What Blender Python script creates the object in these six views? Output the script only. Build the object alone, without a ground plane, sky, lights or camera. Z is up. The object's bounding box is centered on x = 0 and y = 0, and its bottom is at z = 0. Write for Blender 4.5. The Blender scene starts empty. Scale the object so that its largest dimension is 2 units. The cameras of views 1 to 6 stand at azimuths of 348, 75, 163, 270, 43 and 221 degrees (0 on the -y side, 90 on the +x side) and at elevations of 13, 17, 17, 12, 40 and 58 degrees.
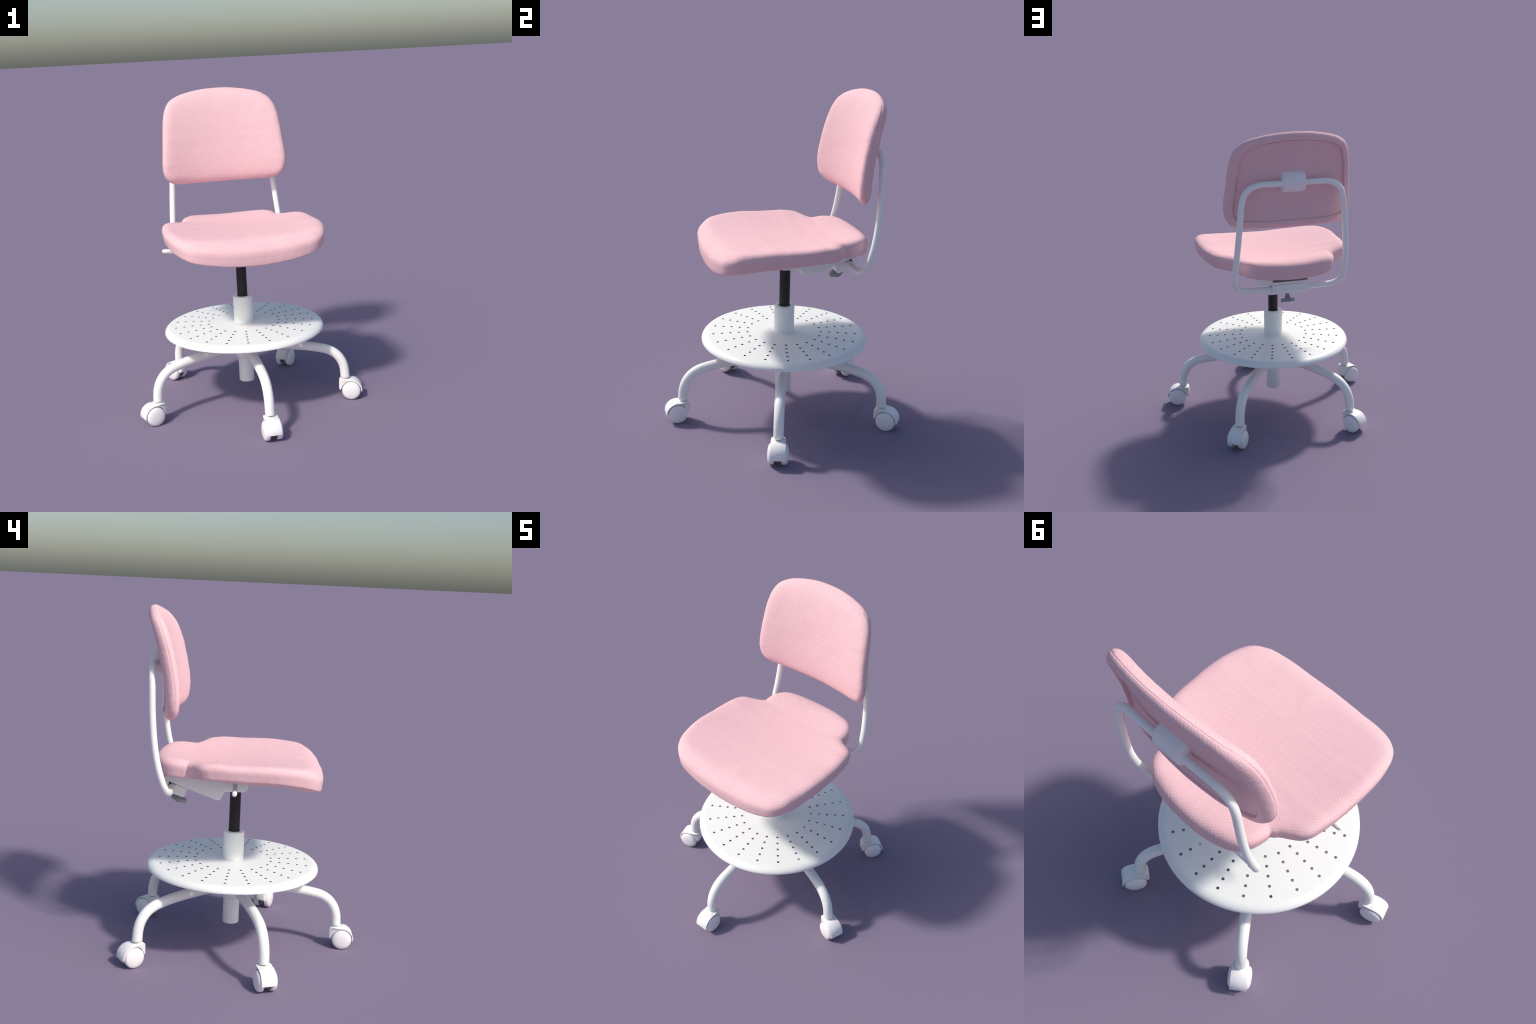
import bpy, bmesh, math
import numpy as np
from mathutils import Vector, Matrix, noise as bnoise

TAU = 2 * math.pi
AXIS = (0.0, 0.058)          # plan position of the pedestal axis
rng = np.random.default_rng(7)

# ------------------------------------------------------------------ materials
def new_material(name):
    m = bpy.data.materials.new(name)
    m.use_nodes = True
    return m, m.node_tree, m.node_tree.nodes["Principled BSDF"]


def math_node(nt, op, a, b=None, c=None, clamp=False):
    n = nt.nodes.new("ShaderNodeMath")
    n.operation = op
    n.use_clamp = clamp
    for i, v in enumerate((a, b, c)):
        if v is None:
            continue
        if isinstance(v, (int, float)):
            n.inputs[i].default_value = v
        else:
            nt.links.new(v, n.inputs[i])
    return n.outputs[0]


def mix_colour(nt, fac, a, b):
    n = nt.nodes.new("ShaderNodeMix")
    n.data_type = "RGBA"
    for sock, v in ((n.inputs[0], fac), (n.inputs[6], a), (n.inputs[7], b)):
        if isinstance(v, (int, float)):
            sock.default_value = v
        elif isinstance(v, tuple):
            sock.default_value = (*v, 1)
        else:
            nt.links.new(v, sock)
    return n.outputs[2]


def noise(nt, coord, scale, detail=2.0, rough=0.5):
    n = nt.nodes.new("ShaderNodeTexNoise")
    n.inputs["Scale"].default_value = scale
    n.inputs["Detail"].default_value = detail
    n.inputs["Roughness"].default_value = rough
    nt.links.new(coord, n.inputs["Vector"])
    return n.outputs["Fac"]


def painted(name, colour, roughness=0.4, spread=0.02, specular=0.5, metallic=0.0):
    """Plain lacquer or plastic with a faint unevenness of colour and gloss."""
    m, nt, bsdf = new_material(name)
    co = nt.nodes.new("ShaderNodeTexCoord").outputs["Object"]
    f = noise(nt, co, 9.0, 4.0)
    dark = tuple(c * (1 - spread) for c in colour)
    nt.links.new(mix_colour(nt, f, dark, colour), bsdf.inputs["Base Color"])
    r = math_node(nt, "MULTIPLY_ADD", noise(nt, co, 40.0, 3.0), 0.10, roughness - 0.05)
    nt.links.new(r, bsdf.inputs["Roughness"])
    bsdf.inputs["Specular IOR Level"].default_value = specular
    bsdf.inputs["Metallic"].default_value = metallic
    return m


PINK, DOT = (0.952, 0.600, 0.618), (0.772, 0.496, 0.522)


def mesh_fabric(name, pitch, edge_pitch, flat="XY", back_pitch=None):
    """Knitted spacer fabric: staggered rows of small darker eyelets.

    The lattice is laid on the three coordinate planes and picked by the
    surface direction, so that it wraps round the cushion edges."""
    m, nt, bsdf = new_material(name)
    co = nt.nodes.new("ShaderNodeTexCoord").outputs["Object"]
    wob = nt.nodes.new("ShaderNodeTexNoise")
    wob.inputs["Scale"].default_value = 16.0
    nt.links.new(co, wob.inputs["Vector"])
    warp = nt.nodes.new("ShaderNodeVectorMath")
    warp.operation = "MULTIPLY_ADD"
    nt.links.new(wob.outputs["Color"], warp.inputs[0])
    warp.inputs[1].default_value = (0.012, 0.012, 0.012)
    nt.links.new(co, warp.inputs[2])
    sep = nt.nodes.new("ShaderNodeSeparateXYZ")
    nt.links.new(warp.outputs[0], sep.inputs[0])
    x, y, z = sep.outputs

    def lattice(u, v, p):
        cu = math_node(nt, "COSINE", math_node(nt, "MULTIPLY", u, TAU / p[0]))
        cv = math_node(nt, "COSINE", math_node(nt, "MULTIPLY", v, TAU / p[1]))
        return math_node(nt, "MULTIPLY", cu, cv)

    geo = nt.nodes.new("ShaderNodeNewGeometry")
    nrm = nt.nodes.new("ShaderNodeSeparateXYZ")
    nt.links.new(geo.outputs["Normal"], nrm.inputs[0])
    ax, ay, az = (math_node(nt, "ABSOLUTE", o) for o in nrm.outputs)
    def choose(sel, a, b):          # sel = 1 -> a
        return math_node(nt, "ADD", math_node(nt, "MULTIPLY", sel, a),
                         math_node(nt, "MULTIPLY", math_node(nt, "SUBTRACT", 1.0, sel), b))

    lxy = lattice(x, y, pitch if flat == "XY" else edge_pitch)
    lxz = lattice(x, z, pitch if flat == "XZ" else edge_pitch)
    if back_pitch:                  # the cloth lies turned on the rear side
        rear = math_node(nt, "GREATER_THAN", nrm.outputs[1], 0.0)
        lxz = choose(rear, lattice(x, z, back_pitch), lxz)
    lyz = lattice(y, z, edge_pitch)

    if flat == "XY":
        side = choose(math_node(nt, "GREATER_THAN", ay, ax), lxz, lyz)
        lat = choose(math_node(nt, "GREATER_THAN", az, 0.62), lxy, side)
    else:
        side = choose(math_node(nt, "GREATER_THAN", az, ax), lxy, lyz)
        side = math_node(nt, "MULTIPLY", side, 0.65)
        lat = choose(math_node(nt, "GREATER_THAN", ay, 0.55), lxz, side)
    dots = nt.nodes.new("ShaderNodeMapRange")
    dots.interpolation_type = "SMOOTHSTEP"
    nt.links.new(lat, dots.inputs[0])
    dots.inputs[1].default_value, dots.inputs[2].default_value = -0.5, 1.0
    d = dots.outputs[0]
    fade = math_node(nt, "MULTIPLY_ADD", noise(nt, co, 22.0, 3.0), 0.9, 0.30, clamp=True)
    d = math_node(nt, "MULTIPLY", d, fade)
    grey = nt.nodes.new("ShaderNodeMapRange")
    nt.links.new(noise(nt, co, 7.0, 5.0, 0.65), grey.inputs[0])
    grey.inputs[1].default_value, grey.inputs[2].default_value = 0.58, 0.82
    base = mix_colour(nt, math_node(nt, "MULTIPLY", grey.outputs[0], 0.35), PINK, (0.85, 0.575, 0.60))
    nt.links.new(mix_colour(nt, d, base, DOT), bsdf.inputs["Base Color"])
    bsdf.inputs["Roughness"].default_value = 0.92
    bsdf.inputs["Specular IOR Level"].default_value = 0.2
    bump = nt.nodes.new("ShaderNodeBump")
    bump.inputs["Strength"].default_value = 0.25
    bump.inputs["Distance"].default_value = 0.002
    nt.links.new(math_node(nt, "SUBTRACT", 1.0, d), bump.inputs["Height"])
    nt.links.new(bump.outputs[0], bsdf.inputs["Normal"])
    return m


WHITE = painted("white_lacquer", (0.985, 0.985, 0.935), 0.42)
PLASTIC = painted("white_plastic", (0.965, 0.930, 0.912), 0.45)
BLACK = painted("black_steel", (0.009, 0.008, 0.009), 0.45)
DARK = painted("near_black_fill", (0.035, 0.035, 0.035), 0.7)
GREY = painted("grey_plastic", (0.29, 0.295, 0.29), 0.55)
INNER = painted("wheel_inner_shadow_tint", (0.30, 0.30, 0.29), 0.7)  # wheel plastic darkened: shadow between the wheels put into the colour
SEAT_FABRIC = mesh_fabric("pink_mesh_fabric", (0.0222, 0.0145), (0.0215, 0.0140), "XY")
BACK_FABRIC = mesh_fabric("pink_mesh_fabric_upright", (0.0231, 0.0149), (0.0215, 0.0150), "XZ", back_pitch=(0.0140, 0.0196))
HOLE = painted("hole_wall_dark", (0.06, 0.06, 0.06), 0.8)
PAN = painted("pale_grey_board", (0.42, 0.42, 0.42), 0.7)

# ------------------------------------------------------------------ mesh helpers
def add_object(name, verts, faces, material, parent=None, sharp=35):
    me = bpy.data.meshes.new(name)
    me.from_pydata([tuple(map(float, v)) for v in verts], [], faces)
    bm = bmesh.new()
    bm.from_mesh(me)
    bmesh.ops.remove_doubles(bm, verts=bm.verts, dist=1e-6)
    bmesh.ops.recalc_face_normals(bm, faces=bm.faces)
    bm.to_mesh(me)
    bm.free()
    return finish(name, me, material, parent, sharp)


def finish(name, me, material, parent=None, sharp=35):
    for p in me.polygons:
        p.use_smooth = True
    me.set_sharp_from_angle(angle=math.radians(sharp))
    if not me.materials:
        me.materials.append(material)
    o = bpy.data.objects.new(name, me)
    bpy.context.scene.collection.objects.link(o)
    if parent:
        o.parent = parent
    return o


def revolve(name, profile, material, parent=None, n=64, centre=(0, 0, 0), sharp=35, axis="Z"):
    """profile: (radius, height) pairs; closed on the axis where radius is 0."""
    verts, faces, rings = [], [], []
    for r, h in profile:
        if r < 1e-7:
            rings.append([len(verts)])
            verts.append((0, 0, h))
        else:
            rings.append(list(range(len(verts), len(verts) + n)))
            verts += [(r * math.cos(TAU * i / n), r * math.sin(TAU * i / n), h) for i in range(n)]
    for a, b in zip(rings, rings[1:]):
        for i in range(n):
            j = (i + 1) % n
            if len(a) == 1 and len(b) == 1:
                continue
            if len(a) == 1:
                faces.append((a[0], b[i], b[j]))
            elif len(b) == 1:
                faces.append((a[i], a[j], b[0]))
            else:
                faces.append((a[i], a[j], b[j], b[i]))
    if axis == "Y":
        verts = [(x, z, -y) for x, y, z in verts]
    verts = [(x + centre[0], y + centre[1], z + centre[2]) for x, y, z in verts]
    return add_object(name, verts, faces, material, parent, sharp)


def spline(points, n, closed=False):
    """Catmull-Rom (centripetal) through the points, resampled evenly."""
    P = np.array(points, float)
    if closed:
        P = np.vstack([P[-1], P, P[0], P[1]])
    else:
        P = np.vstack([2 * P[0] - P[1], P, 2 * P[-1] - P[-2]])
    out = []
    for i in range(1, len(P) - 2):
        p0, p1, p2, p3 = P[i - 1:i + 3]
        t0 = 0.0
        t1 = t0 + np.linalg.norm(p1 - p0) ** 0.5 + 1e-9
        t2 = t1 + np.linalg.norm(p2 - p1) ** 0.5 + 1e-9
        t3 = t2 + np.linalg.norm(p3 - p2) ** 0.5 + 1e-9
        for t in np.linspace(t1, t2, 24, endpoint=False):
            a1 = (t1 - t) / (t1 - t0) * p0 + (t - t0) / (t1 - t0) * p1
            a2 = (t2 - t) / (t2 - t1) * p1 + (t - t1) / (t2 - t1) * p2
            a3 = (t3 - t) / (t3 - t2) * p2 + (t - t2) / (t3 - t2) * p3
            b1 = (t2 - t) / (t2 - t0) * a1 + (t - t0) / (t2 - t0) * a2
            b2 = (t3 - t) / (t3 - t1) * a2 + (t - t1) / (t3 - t1) * a3
            out.append((t2 - t) / (t2 - t1) * b1 + (t - t1) / (t2 - t1) * b2)
    out.append(P[-2])
    out = np.array(out)
    s = np.concatenate([[0], np.cumsum(np.linalg.norm(np.diff(out, axis=0), axis=1))])
    q = np.linspace(0, s[-1], n, endpoint=not closed)
    return np.stack([np.interp(q, s, out[:, k]) for k in range(out.shape[1])], 1)


def tube(name, path, radius, material, parent=None, n=28, closed=False, caps=True):
    """Round tube along a path of points; ends are slightly rounded."""
    P = np.array(path, float)
    T = np.gradient(P, axis=0)
    if closed:
        T = np.roll(P, -1, 0) - np.roll(P, 1, 0)
    T /= np.linalg.norm(T, axis=1)[:, None]
    ref = np.array([0.0, 0.0, 1.0]) if abs(T[0][2]) < 0.9 else np.array([1.0, 0.0, 0.0])
    u = np.cross(T[0], ref)
    u /= np.linalg.norm(u)
    rings = []
    for i, t in enumerate(T):
        u = u - t * (u @ t)
        u /= np.linalg.norm(u)
        w = np.cross(t, u)
        rings.append((P[i], t, u.copy(), w))
    verts, faces, idx = [], [], []

    def ring(c, u, w, r):
        idx.append(range(len(verts), len(verts) + n))
        verts.extend(c + r * (math.cos(TAU * k / n) * u + math.sin(TAU * k / n) * w) for k in range(n))

    b = radius * 0.18
    if not closed and caps:
        c, t, u, w = rings[0]
        ring(c - t * b, u, w, radius - b)
        ring(c - t * b * 0.3, u, w, radius - b * 0.3)
    for c, t, u, w in rings:
        ring(c, u, w, radius)
    if not closed and caps:
        c, t, u, w = rings[-1]
        ring(c + t * b * 0.3, u, w, radius - b * 0.3)
        ring(c + t * b, u, w, radius - b)
    m = len(idx)
    for i in range(m if closed else m - 1):
        A, B = idx[i], idx[(i + 1) % m]
        if closed and i == m - 1:       # re-align the twist of the last ring
            d = [np.linalg.norm(verts[A[0]] - verts[B[k]]) for k in range(n)]
            k0 = int(np.argmin(d))
            B = [B[(k + k0) % n] for k in range(n)]
        for k in range(n):
            faces.append((A[k], A[(k + 1) % n], B[(k + 1) % n], B[k]))
    if not closed and caps:
        faces += [tuple(reversed(idx[0])), tuple(idx[-1])]
    return add_object(name, verts, faces, material, parent, 60)


def extrude_polygon(name, poly, half_width, material, parent=None, bevel=0.004, segments=3, sharp=35, x0=0.0):
    """(y, z) polygon extruded along x, edges rounded."""
    bm = bmesh.new()
    vs = [bm.verts.new((x0 - half_width, y, z)) for y, z in poly]
    f = bm.faces.new(vs)
    r = bmesh.ops.extrude_face_region(bm, geom=[f])
    bmesh.ops.translate(bm, verts=[v for v in r["geom"] if isinstance(v, bmesh.types.BMVert)], vec=(2 * half_width, 0, 0))
    bmesh.ops.recalc_face_normals(bm, faces=bm.faces)
    if bevel:
        edges = [e for e in bm.edges if e.calc_face_angle(0) > math.radians(25)]
        bmesh.ops.bevel(bm, geom=edges, offset=bevel, segments=segments, profile=0.5, affect="EDGES", clamp_overlap=True)
    me = bpy.data.meshes.new(name)
    bm.to_mesh(me)
    bm.free()
    return finish(name, me, material, parent, sharp)


def round_polygon(poly, radii, seg=6):
    """Round the corners of a polygon with the given radii."""
    out, n = [], len(poly)
    for i, p in enumerate(poly):
        r = radii[i] if isinstance(radii, (list, tuple)) else radii
        p = np.array(p, float)
        a, b = np.array(poly[i - 1], float) - p, np.array(poly[(i + 1) % n], float) - p
        la, lb = np.linalg.norm(a), np.linalg.norm(b)
        a, b = a / la, b / lb
        ang = math.acos(max(-1, min(1, a @ b)))
        if r <= 0 or ang > math.radians(170):
            out.append(tuple(p))
            continue
        d = min(r / math.tan(ang / 2), 0.48 * la, 0.48 * lb)
        q0, q1 = p + a * d, p + b * d
        for k in range(seg + 1):
            t = k / seg
            out.append(tuple((1 - t) ** 2 * q0 + 2 * t * (1 - t) * p + t * t * q1))
    return out


def boolean(target, cutter, operation="DIFFERENCE"):
    mod = target.modifiers.new("cut", "BOOLEAN")
    mod.operation, mod.object, mod.solver = operation, cutter, "EXACT"
    dg = bpy.context.evaluated_depsgraph_get()
    me = bpy.data.meshes.new_from_object(target.evaluated_get(dg))
    target.modifiers.clear()
    old = target.data
    target.data = me
    bpy.data.meshes.remove(old)
    bpy.data.objects.remove(cutter)


def smoothstep(a, b, t):
    t = np.clip((t - a) / (b - a), 0, 1)
    return t * t * (3 - 2 * t)


def outward_normals(P):
    T = np.roll(P, -1, 0) - np.roll(P, 1, 0)
    N = np.stack([T[:, 1], -T[:, 0]], 1)
    N /= np.linalg.norm(N, axis=1)[:, None]
    area = np.sum(P[:, 0] * np.roll(P[:, 1], -1) - np.roll(P[:, 0], -1) * P[:, 1])
    return N if area > 0 else -N


def mirror_outline(half, n):
    """half: right-hand points from the top (x=0) round to the bottom (x=0)."""
    pts = list(half) + [(-x, y) for x, y in reversed(half[1:-1])]
    return spline(pts, n, closed=True)


def inset_ring(P, N, d, core, limit):
    """Outline moved inwards by d; beyond `limit` it shrinks towards the core."""
    return P - N * min(d, limit), d


def pucker(v, amount, scale, seed):
    """Slight unevenness of an upholstered surface."""
    d = [bnoise.noise_vector(Vector((p[0] * scale + seed, p[1] * scale, p[2] * scale))) for p in v]
    e = [bnoise.noise_vector(Vector((p[0] * scale * 3.1, p[1] * scale * 3.1 + seed, p[2] * scale * 3.1))) for p in v]
    return v + amount * (np.array(d) + 0.4 * np.array(e))


def loft(rings, close_ends=True):
    n = len(rings[0])
    verts = np.vstack(rings)
    faces = []
    for k in range(len(rings) - 1):
        for i in range(n):
            j = (i + 1) % n
            faces.append((k * n + i, k * n + j, (k + 1) * n + j, (k + 1) * n + i))
    if close_ends:
        for k in (0, len(rings) - 1):
            faces.append(tuple(range(k * n, (k + 1) * n)))
    return verts, faces


# ------------------------------------------------------------------ the thing
chair = bpy.data.objects.new("swivel_desk_chair", None)
bpy.context.scene.collection.objects.link(chair)
chair["label"] = "pink upholstered swivel chair with white foot plate and casters"
chair["category"] = "desk chair"
chair.location = (AXIS[0], AXIS[1], 0)


def own(o, parent=None):
    """Parent while keeping the coordinates in which it was built."""
    o.parent = parent or chair
    o.matrix_parent_inverse = (parent or chair).matrix_world.inverted() if parent is None else Matrix()
    return o


bpy.context.view_layer.update()

# ------------------------------------------------------------------ seat cushion
SEAT_HALF = [(0, 0.526), (0.09, 0.523), (0.170, 0.511), (0.234, 0.490), (0.276, 0.460), (0.304, 0.420), (0.318, 0.380),
             (0.324, 0.345), (0.329, 0.326), (0.346, 0.305), (0.388, 0.281), (0.432, 0.254), (0.459, 0.212), (0.475, 0.136),
             (0.486, 0.010), (0.489, -0.100), (0.481, -0.200), (0.462, -0.288), (0.430, -0.356), (0.376, -0.402),
             (0.290, -0.427), (0.140, -0.440), (0, -0.444)]


def seat_bottom_z(x, y):
    base = np.interp(y, [-0.46, -0.36, -0.2, 0.2, 0.52], [1.000, 1.016, 1.034, 1.044, 1.060])
    return base + 0.27 * x * x


def seat_underside_z(x, y):
    base = np.interp(y, [-0.42, -0.33, -0.2, 0.2, 0.5], [1.004, 1.007, 1.023, 1.042, 1.058])
    return base + 0.27 * x * x


def seat_top_z(x, y):
    base = np.interp(y, [-0.45, -0.36, -0.25, -0.12, 0.0, 0.10, 0.20, 0.30, 0.38, 0.45, 0.52],
                     [1.147, 1.155, 1.162, 1.165, 1.161, 1.156, 1.153, 1.154, 1.162, 1.169, 1.171])
    return base + np.interp(y, [-0.3, 0.0, 0.15, 0.35], [0.115, 0.130, 0.192, 0.192]) * x * x


def build_seat():
    n = 480
    P = mirror_outline(SEAT_HALF, n)
    N = outward_normals(P)
    # stitched tuck where the rear lobe meets the wider front part
    tuck = np.hypot(np.abs(P[:, 0]) - 0.3285, P[:, 1] - 0.327)
    P = P - N * (0.007 * np.exp(-(tuck / 0.009) ** 2))[:, None]
    front = smoothstep(-0.30, -0.43, P[:, 1])
    # (height fraction, side inset, extra inset at the waterfall front)
    wall = [(0.0, 0.032, 0.0), (0.0, 0.014, 0.0), (0.015, 0.010, 0.0), (0.06, 0.008, 0.0), (0.20, 0.006, 0.0),
            (0.38, 0.003, 0.0), (0.54, 0.0, 0.002), (0.66, 0.001, 0.007), (0.76, 0.005, 0.014), (0.84, 0.011, 0.021),
            (0.905, 0.019, 0.029), (0.955, 0.030, 0.036), (0.985, 0.044, 0.043), (1.0, 0.065, 0.050)]
    rings = []
    lim = 0.040

    def plan(d):
        """inset ring in plan, d may vary round the outline"""
        d = np.broadcast_to(d, (n,)).astype(float)
        Q = P - N * np.minimum(d, lim)[:, None]
        rest = np.maximum(d - lim, 0)[:, None]
        core = np.stack([Q[:, 0] * 0.25, np.clip(Q[:, 1], -0.2, 0.25)], 1)
        L = np.linalg.norm(core - Q, axis=1)[:, None]
        return Q + (core - Q) * np.minimum(rest / L, 1)

    for s in (0.75, 0.45, 0.22):
        Q = P * (1 - s) + np.array([0, 0.03]) * s
        rings.append(np.c_[Q, seat_underside_z(Q[:, 0], Q[:, 1]) + 0.010])
    for s in (0.15, 0.10):
        Q = P * (1 - s) + np.array([0, 0.03]) * s
        rings.append(np.c_[Q, seat_underside_z(Q[:, 0], Q[:, 1]) + 0.001 - 0.005 * front])
    for h, d, e in wall:
        Q = plan(d + e * front)
        zb = seat_bottom_z(P[:, 0], P[:, 1])
        zt = seat_top_z(Q[:, 0], Q[:, 1])
        rings.append(np.c_[Q, zb + (zt - zb) * h])
    Q0 = rings[-1][:, :2]
    for s in (0.12, 0.26, 0.42, 0.60, 0.78, 0.93):
        core = np.stack([Q0[:, 0] * 0.02, np.clip(Q0[:, 1], -0.22, 0.28) * 0.85], 1)
        Q = Q0 * (1 - s) + core * s
        rings.append(np.c_[Q, seat_top_z(Q[:, 0], Q[:, 1])])
    v, f = loft(rings)
    v = pucker(v, 0.0022, 9.0, 3.7)
    return own(add_object("seat", v, f, SEAT_FABRIC, None, 50))


seat = build_seat()


def build_seat_pan():
    """Pale board that closes the underside of the cushion."""
    n = 160
    P = mirror_outline(SEAT_HALF, n)
    rings = []
    for s, dz in ((0.80, -0.006), (0.50, -0.006), (0.235, -0.006), (0.222, -0.005), (0.215, -0.001), (0.215, 0.012)):
        Q = P * (1 - s) + np.array([0, 0.03]) * s
        rings.append(np.c_[Q, seat_underside_z(Q[:, 0], Q[:, 1]) + dz + 0.010])
    v, f = loft(rings)
    return own(add_object("seat_pan", v, f, PAN, None, 45))


build_seat_pan()

# ------------------------------------------------------------------ backrest cushion
BACK_HALF = [(0, 2.000), (0.10, 1.996), (0.20, 1.980), (0.286, 1.955), (0.337, 1.921), (0.365, 1.876),
             (0.380, 1.824), (0.389, 1.770), (0.400, 1.650), (0.410, 1.550), (0.410, 1.500),
             (0.396, 1.447), (0.365, 1.412), (0.320, 1.397), (0.20, 1.393), (0, 1.392)]


def back_mid_y(x, z):
    c = np.interp(z, [1.39, 1.45, 1.53, 1.60, 1.69, 1.78, 1.85, 1.93, 2.0],
                  [0.436, 0.427, 0.424, 0.429, 0.443, 0.463, 0.484, 0.512, 0.543])
    dish = np.interp(z, [1.40, 1.60, 1.75, 1.85, 1.93, 2.0], [0.028, 0.031, 0.026, 0.019, 0.014, 0.012])
    return c - 0.16 * x * x + dish * (1 - (x / 0.4) ** 2)


def build_backrest():
    n = 220
    P = mirror_outline(BACK_HALF, n)
    N = outward_normals(P)
    centre = np.array([0.0, 1.68])

    def plan(d):
        lim = 0.045
        Q = P - N * min(d, lim)
        rest = max(d - lim, 0)
        core = np.stack([Q[:, 0] * 0.3, 1.68 + (Q[:, 1] - 1.68) * 0.1], 1)
        L = np.linalg.norm(core - Q, axis=1)[:, None]
        return Q + (core - Q) * np.minimum(rest / L, 1)

    # (inset, offset: minus is towards the sitter)
    section = [(0.20, -0.041), (0.15, -0.041), (0.10, -0.041), (0.07, -0.040), (0.050, -0.0385), (0.034, -0.036),
               (0.020, -0.031), (0.010, -0.0235), (0.004, -0.015), (0.000, -0.004), (0.002, 0.0), (0.000, 0.003),
               (0.0015, 0.010), (0.005, 0.0185), (0.010, 0.026), (0.017, 0.033), (0.026, 0.040), (0.036, 0.0435), (0.044, 0.0440), (0.0485, 0.0425),
               (0.0495, 0.0345), (0.0510, 0.0345), (0.0525, 0.038), (0.07, 0.036), (0.10, 0.035), (0.15, 0.034), (0.20, 0.033)]
    rings = []

    def put(Q, off, inset=0.2):
        taper = smoothstep(1.96, 2.0, Q[:, 1]) * 0.25 + smoothstep(1.85, 2.0, Q[:, 1]) * 0.15
        if off > 0:      # the shell behind is thin at the foot and full towards the top
            inner = smoothstep(0.0495, 0.051, inset) * smoothstep(0.14, 0.33, np.abs(Q[:, 0]))
            scale = (1 - 0.28 * inner) * np.interp(Q[:, 1], [1.40, 1.48, 1.60, 1.75, 1.85, 1.95, 2.0], [0.62, 0.84, 0.98, 1.07, 1.03, 0.96, 0.86])
        else:
            scale = 1 - taper
        return np.c_[Q[:, 0], back_mid_y(Q[:, 0], Q[:, 1]) + off * scale, Q[:, 1]]

    Qf = plan(section[0][0])
    for s in (0.95, 0.75, 0.5, 0.25):
        rings.append(put(Qf * (1 - s) + np.stack([Qf[:, 0] * 0.1, 0 * Qf[:, 0] + centre[1]], 1) * s, section[0][1]))
    for d, o in section:
        rings.append(put(plan(d), o, d))
    for s in (0.25, 0.5, 0.75, 0.95):
        rings.append(put(Qf * (1 - s) + np.stack([Qf[:, 0] * 0.1, 0 * Qf[:, 0] + centre[1]], 1) * s, section[-1][1]))
    v, f = loft(rings)
    v = pucker(v, 0.0018, 10.0, 8.1)
    v[:, 2] += 2.0 - v[:, 2].max()
    return own(add_object("backrest", v, f, BACK_FABRIC, None, 55))


backrest = build_backrest()

# ------------------------------------------------------------------ back frame (bent tube loop)
half = [(0.0, 0.536, 1.686), (0.13, 0.535, 1.686), (0.215, 0.533, 1.684), (0.270, 0.530, 1.666), (0.306, 0.527, 1.630),
        (0.325, 0.524, 1.570), (0.333, 0.522, 1.500), (0.341, 0.517, 1.400), (0.350, 0.507, 1.290),
        (0.358, 0.491, 1.190), (0.363, 0.470, 1.105), (0.358, 0.449, 1.040), (0.334, 0.433, 1.002),
        (0.290, 0.425, 0.984), (0.22, 0.422, 0.980), (0.0, 0.422, 0.980)]
loop = half + [(-x, y, z) for x, y, z in reversed(half[1:-1])]
own(tube("back_frame", spline(loop, 200, closed=True), 0.0188, WHITE, closed=True))

clamp = []
for k in range(13):
    a = math.radians(-92 + 184 * k / 12)
    clamp.append((0.505 + 0.066 * math.cos(a), 1.690 + 0.067 * math.sin(a)))
clamp += [(0.478, 1.757), (0.478, 1.623)]
own(extrude_polygon("back_clamp", clamp, 0.075, PLASTIC, bevel=0.018, segments=5, sharp=40))

# ------------------------------------------------------------------ mechanism under the seat
profile = round_polygon([(-0.014, 1.045), (-0.014, 0.965), (0.121, 0.963), (0.147, 0.905), (0.195, 0.923),
                         (0.472, 1.021), (0.474, 1.037), (0.36, 1.042)],
                        [0, 0.035, 0.012, 0.030, 0.010, 0.004, 0.004, 0])
mechanism = own(extrude_polygon("seat_mechanism", profile, 0.121, WHITE, bevel=0.003))
own(extrude_polygon("mount_dark_block", [(0.02, 1.030), (0.468, 1.048), (0.450, 1.085), (0.02, 1.07)], 0.112, DARK, bevel=0.0))
cheek = [(-0.010, 1.02), (0.465, 1.030), (0.440, 1.085), (-0.010, 1.06)]
for side_x in (-0.1165, 0.1165):
    own(extrude_polygon("mechanism_cheek", cheek, 0.004, WHITE, bevel=0.001, segments=1, x0=side_x))
bracket_front = round_polygon([(0.335, 0.9705), (0.352, 0.917), (0.424, 0.941), (0.411, 0.9955)], [0.003, 0.016, 0.004, 0.010])
own(extrude_polygon("frame_bracket", bracket_front, 0.117, WHITE, bevel=0.002))
bracket_rear = round_polygon([(0.440, 1.0075), (0.444, 0.985), (0.420, 0.951), (0.422, 0.944), (0.472, 0.962), (0.472, 1.0195)],
                             [0.004, 0.006, 0.002, 0.002, 0.006, 0.003])
own(extrude_polygon("frame_bracket", bracket_rear, 0.117, WHITE, bevel=0.002))
own(extrude_polygon("bracket_dark_block", [(0.40, 0.995), (0.405, 0.966), (0.442, 0.978), (0.442, 1.006)], 0.105, DARK, bevel=0))

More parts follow.
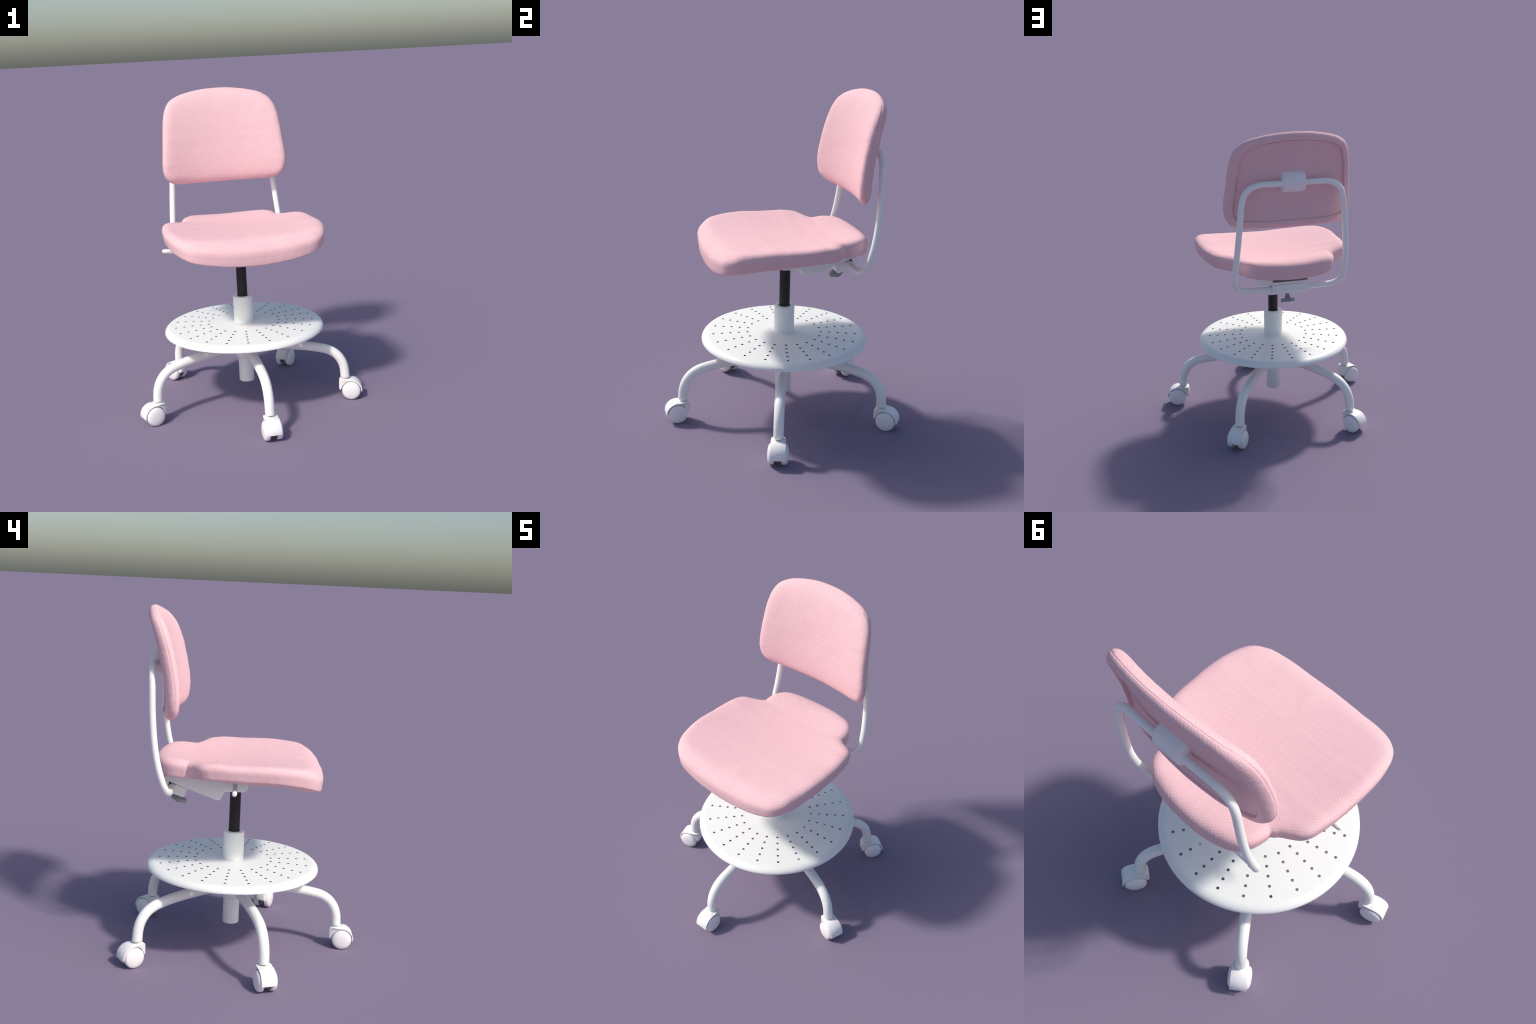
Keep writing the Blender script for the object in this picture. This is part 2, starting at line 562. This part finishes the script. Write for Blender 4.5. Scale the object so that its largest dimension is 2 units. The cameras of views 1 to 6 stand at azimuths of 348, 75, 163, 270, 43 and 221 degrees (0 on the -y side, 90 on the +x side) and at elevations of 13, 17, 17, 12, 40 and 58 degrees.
# tension knob: four shallow lobes on a stem, square to the sloping bracket
def build_knob():
    n, verts, faces = 64, [], []
    levels = [(0.0, 0.80), (0.0, 0.93), (0.003, 0.985), (0.007, 1.0), (0.015, 1.0), (0.019, 0.985), (0.021, 0.93), (0.021, 0.45),
              (0.033, 0.36), (0.040, 0.33), (0.040, 0.27), (0.068, 0.27)]
    rings = []
    for h, s in levels:
        ring = []
        for i in range(n):
            a = TAU * i / n
            r = 0.044 * (1 + (0.05 * math.cos(4 * a) if s > 0.5 else 0)) * s
            dip = -0.002 * math.cos(4 * a) * (s > 0.5)
            ring.append((r * math.cos(a), r * math.sin(a), h + dip * (h < 0.01)))
        rings.append(np.array(ring))
    v, f = loft(rings)
    R = np.array(Matrix.Rotation(math.radians(19), 3, "X"))
    v = v @ R.T + np.array([-0.005, 0.392, 0.8745])
    return own(add_object("tension_knob", v, f, GREY, None, 40))


build_knob()

lever = spline([(-0.10, 0.059, 0.998), (-0.2, 0.059, 1.008), (-0.35, 0.058, 1.024), (-0.478, 0.058, 1.037)], 20)
own(tube("height_lever", lever, 0.0138, PLASTIC, n=20))
own(revolve("lever_tip", [(0, 0.0), (0.0128, 0.0), (0.0126, 0.004), (0.0110, 0.009), (0.0070, 0.0120), (0, 0.0130)], PLASTIC, n=20))
tip = bpy.data.objects["lever_tip"]
tip.data.transform(Matrix.Translation((-0.4795, 0.058, 1.0371)) @ Matrix.Rotation(math.radians(-96), 4, "Y"))

# ------------------------------------------------------------------ column
cx, cy = AXIS
own(revolve("gas_lift", [(0, 0.60), (0.0325, 0.60), (0.0325, 0.985), (0, 0.985)], BLACK, n=48, centre=(cx, cy, 0)))
own(revolve("column_sleeve", [(0.0335, 0.62), (0.0335, 0.700), (0.036, 0.7035), (0.056, 0.7035), (0.0600, 0.701), (0.0618, 0.696),
                              (0.0618, 0.560), (0.0618, 0.520), (0.04, 0.52)], WHITE, n=56, centre=(cx, cy, 0)))
own(revolve("column_tube", [(0, 0.50), (0.080, 0.50), (0.080, 0.385), (0.076, 0.362), (0.068, 0.340), (0.064, 0.320), (0.0625, 0.302), (0.058, 0.294), (0.0515, 0.290), (0.0485, 0.289), (0.0485, 0.137),
                            (0.0470, 0.134), (0.0440, 0.133), (0.0440, 0.150), (0, 0.150)], WHITE, n=56, centre=(cx, cy, 0)))

# ------------------------------------------------------------------ foot plate with drilled rays
def build_plate():
    top = [(0.055, 0.5330), (0.16, 0.5320), (0.30, 0.5290), (0.450, 0.5235), (0.468, 0.5220), (0.484, 0.5185), (0.496, 0.5125),
           (0.5040, 0.5050), (0.5085, 0.4960), (0.5092, 0.4900), (0.5085, 0.4860)]
    under = [(0.5050, 0.4860), (0.5040, 0.4950), (0.498, 0.5040), (0.483, 0.5125), (0.450, 0.5175), (0.30, 0.5230), (0.16, 0.5260), (0.055, 0.5270)]
    plate = revolve("foot_plate", top + under + top[:1], WHITE, n=84, centre=(cx, cy, 0), sharp=40)
    bm = bmesh.new()
    for k in range(21):
        a = math.pi / 2 + TAU * k / 21
        for j in range(5):
            r = 0.227 + 0.0525 * j
            M = Matrix.Translation((cx + r * math.cos(a), cy + r * math.sin(a), 0.52))
            bmesh.ops.create_cone(bm, cap_ends=True, segments=14, radius1=0.0078, radius2=0.0078, depth=0.06, matrix=M)
    me = bpy.data.meshes.new("drill")
    bm.to_mesh(me)
    bm.free()
    drill = bpy.data.objects.new("drill", me)
    bpy.context.scene.collection.objects.link(drill)
    boolean(plate, drill)
    me = plate.data
    me.set_sharp_from_angle(angle=math.radians(40))
    # keep the sheet's own normals round the holes
    tr = np.array([p[0] for p in top]); tz = np.array([p[1] for p in top])
    normals = []
    corner = me.corner_normals
    for poly in me.polygons:
        for li in poly.loop_indices:
            co = me.vertices[me.loops[li].vertex_index].co
            dx, dy = co.x - cx, co.y - cy
            r = math.hypot(dx, dy)
            if poly.normal.z > 0.8 and r < 0.47:
                normals.append((0.036 * dx / r, 0.036 * dy / r, 1.0))
            elif poly.normal.z < -0.8 and r < 0.46:
                normals.append((-0.03 * dx / r, -0.03 * dy / r, -1.0))
            else:
                normals.append(tuple(corner[li].vector))
    me.normals_split_custom_set([Vector(v).normalized() for v in normals])
    if not me.materials:
        me.materials.append(WHITE)
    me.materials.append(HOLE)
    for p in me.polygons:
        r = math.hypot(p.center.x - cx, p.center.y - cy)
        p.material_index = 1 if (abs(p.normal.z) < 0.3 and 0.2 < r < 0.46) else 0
    return own(plate)


build_plate()

# ------------------------------------------------------------------ legs and casters (made once along +x, then turned)
leg_path = spline([(0.030, 0, 0.372), (0.15, 0, 0.369), (0.30, 0, 0.362), (0.40, 0, 0.353), (0.475, 0, 0.341), (0.537, 0, 0.325),
                   (0.583, 0, 0.297), (0.615, 0, 0.256), (0.632, 0, 0.208), (0.6365, 0, 0.168), (0.6375, 0, 0.143)], 60)
leg = own(tube("leg", leg_path, 0.0296, WHITE, n=32))
leg.matrix_parent_inverse = Matrix()

WR, WZ = 0.0585, 0.0585           # wheel radius and height of its axle
WX = 0.0385                       # trail behind the stem


def build_hood():
    """Side profile (x along trail, z) extruded across; an arch for the wheels is left open below."""
    out = []
    for k in range(19):                      # outer arch over the wheel, from the trailing lip up
        a = math.radians(-5 + (100 + 5) * k / 18)
        out.append((WX + 0.0705 * math.cos(a), WZ + 0.0705 * math.sin(a)))
    out += [(0.012, 0.1315), (-0.010, 0.1325), (-0.026, 0.1310), (-0.0345, 0.126), (-0.0385, 0.117),
            (-0.0390, 0.100), (-0.0390, 0.072), (-0.0370, 0.064), (-0.0325, 0.0600), (-0.0285, 0.0625), (-0.0255, 0.069)]
    for k in range(19):                      # inner arch
        a = math.radians(168 - (168 + 4.5) * k / 18)
        out.append((WX + 0.0635 * math.cos(a), WZ + 0.0635 * math.sin(a)))
    hw = 0.0435
    bm = bmesh.new()
    vs = [bm.verts.new((x, -hw, z)) for x, z in out]
    f = bm.faces.new(vs)
    r = bmesh.ops.extrude_face_region(bm, geom=[f])
    bmesh.ops.translate(bm, verts=[v for v in r["geom"] if isinstance(v, bmesh.types.BMVert)], vec=(0, 2 * hw, 0))
    bmesh.ops.recalc_face_normals(bm, faces=bm.faces)
    rim = [e for e in bm.edges if abs(e.verts[0].co.y - e.verts[1].co.y) < 1e-6]
    bmesh.ops.bevel(bm, geom=rim, offset=0.0018, segments=2, profile=0.5, affect="EDGES", clamp_overlap=True)
    for v in bm.verts:                       # the nose round the stem is rounded in plan
        t = max(0.0, (0.012 - v.co.x) / 0.051)
        v.co.y *= 1 - 0.42 * t ** 2.6
    me = bpy.data.meshes.new("caster")
    bm.to_mesh(me)
    bm.free()
    return finish("caster", me, PLASTIC, None, 40)


hood = build_hood()
side = [(0.0, 0.0215), (0.050, 0.0215), (0.0565, 0.0225), (WR, 0.0250), (WR, 0.0430), (0.0570, 0.0475), (0.0530, 0.0515),
        (0.0440, 0.0560), (0.030, 0.0593), (0.014, 0.0607), (0.0, 0.0610)]
wheel = revolve("wheel", side, PLASTIC, n=48, axis="Y", centre=(WX, 0, WZ), sharp=30)
shadow_disc = revolve("wheel_shadow_disc", [(0.0, 0.0205), (0.049, 0.0205), (0.049, 0.0225)], INNER, n=40, axis="Y", centre=(WX, 0, WZ))
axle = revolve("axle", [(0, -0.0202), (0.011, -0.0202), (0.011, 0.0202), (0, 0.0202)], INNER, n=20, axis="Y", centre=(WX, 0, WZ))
pin = revolve("stem_pin", [(0, 0.120), (0.0150, 0.120), (0.0150, 0.150), (0, 0.150)], DARK, n=24)
mirror = Matrix.Scale(-1, 4, (0, 1, 0))
parts_mirrored = []
for o in (wheel, shadow_disc):
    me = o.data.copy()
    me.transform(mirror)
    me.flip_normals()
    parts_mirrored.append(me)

for k in range(5):
    turn = Matrix.Rotation(math.radians(-90 + 72 * k), 4, "Z")
    if k == 0:
        L, H, W, C, A, S = leg, hood, wheel, shadow_disc, axle, pin
    else:
        L, H, W, C, A, S = (o.copy() for o in (leg, hood, wheel, shadow_disc, axle, pin))
        for o in (L, H, W, C, A, S):
            bpy.context.scene.collection.objects.link(o)
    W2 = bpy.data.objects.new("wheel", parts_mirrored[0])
    C2 = bpy.data.objects.new("wheel_shadow_disc", parts_mirrored[1])
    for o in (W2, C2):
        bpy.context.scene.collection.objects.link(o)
    for o, p in ((L, chair), (H, chair), (W, H), (W2, H), (C, H), (C2, H), (A, H), (S, H)):
        o.parent = p
        o.matrix_parent_inverse = Matrix()
    L.matrix_basis = turn
    H.matrix_basis = turn @ Matrix.Translation((0.637, 0, 0))
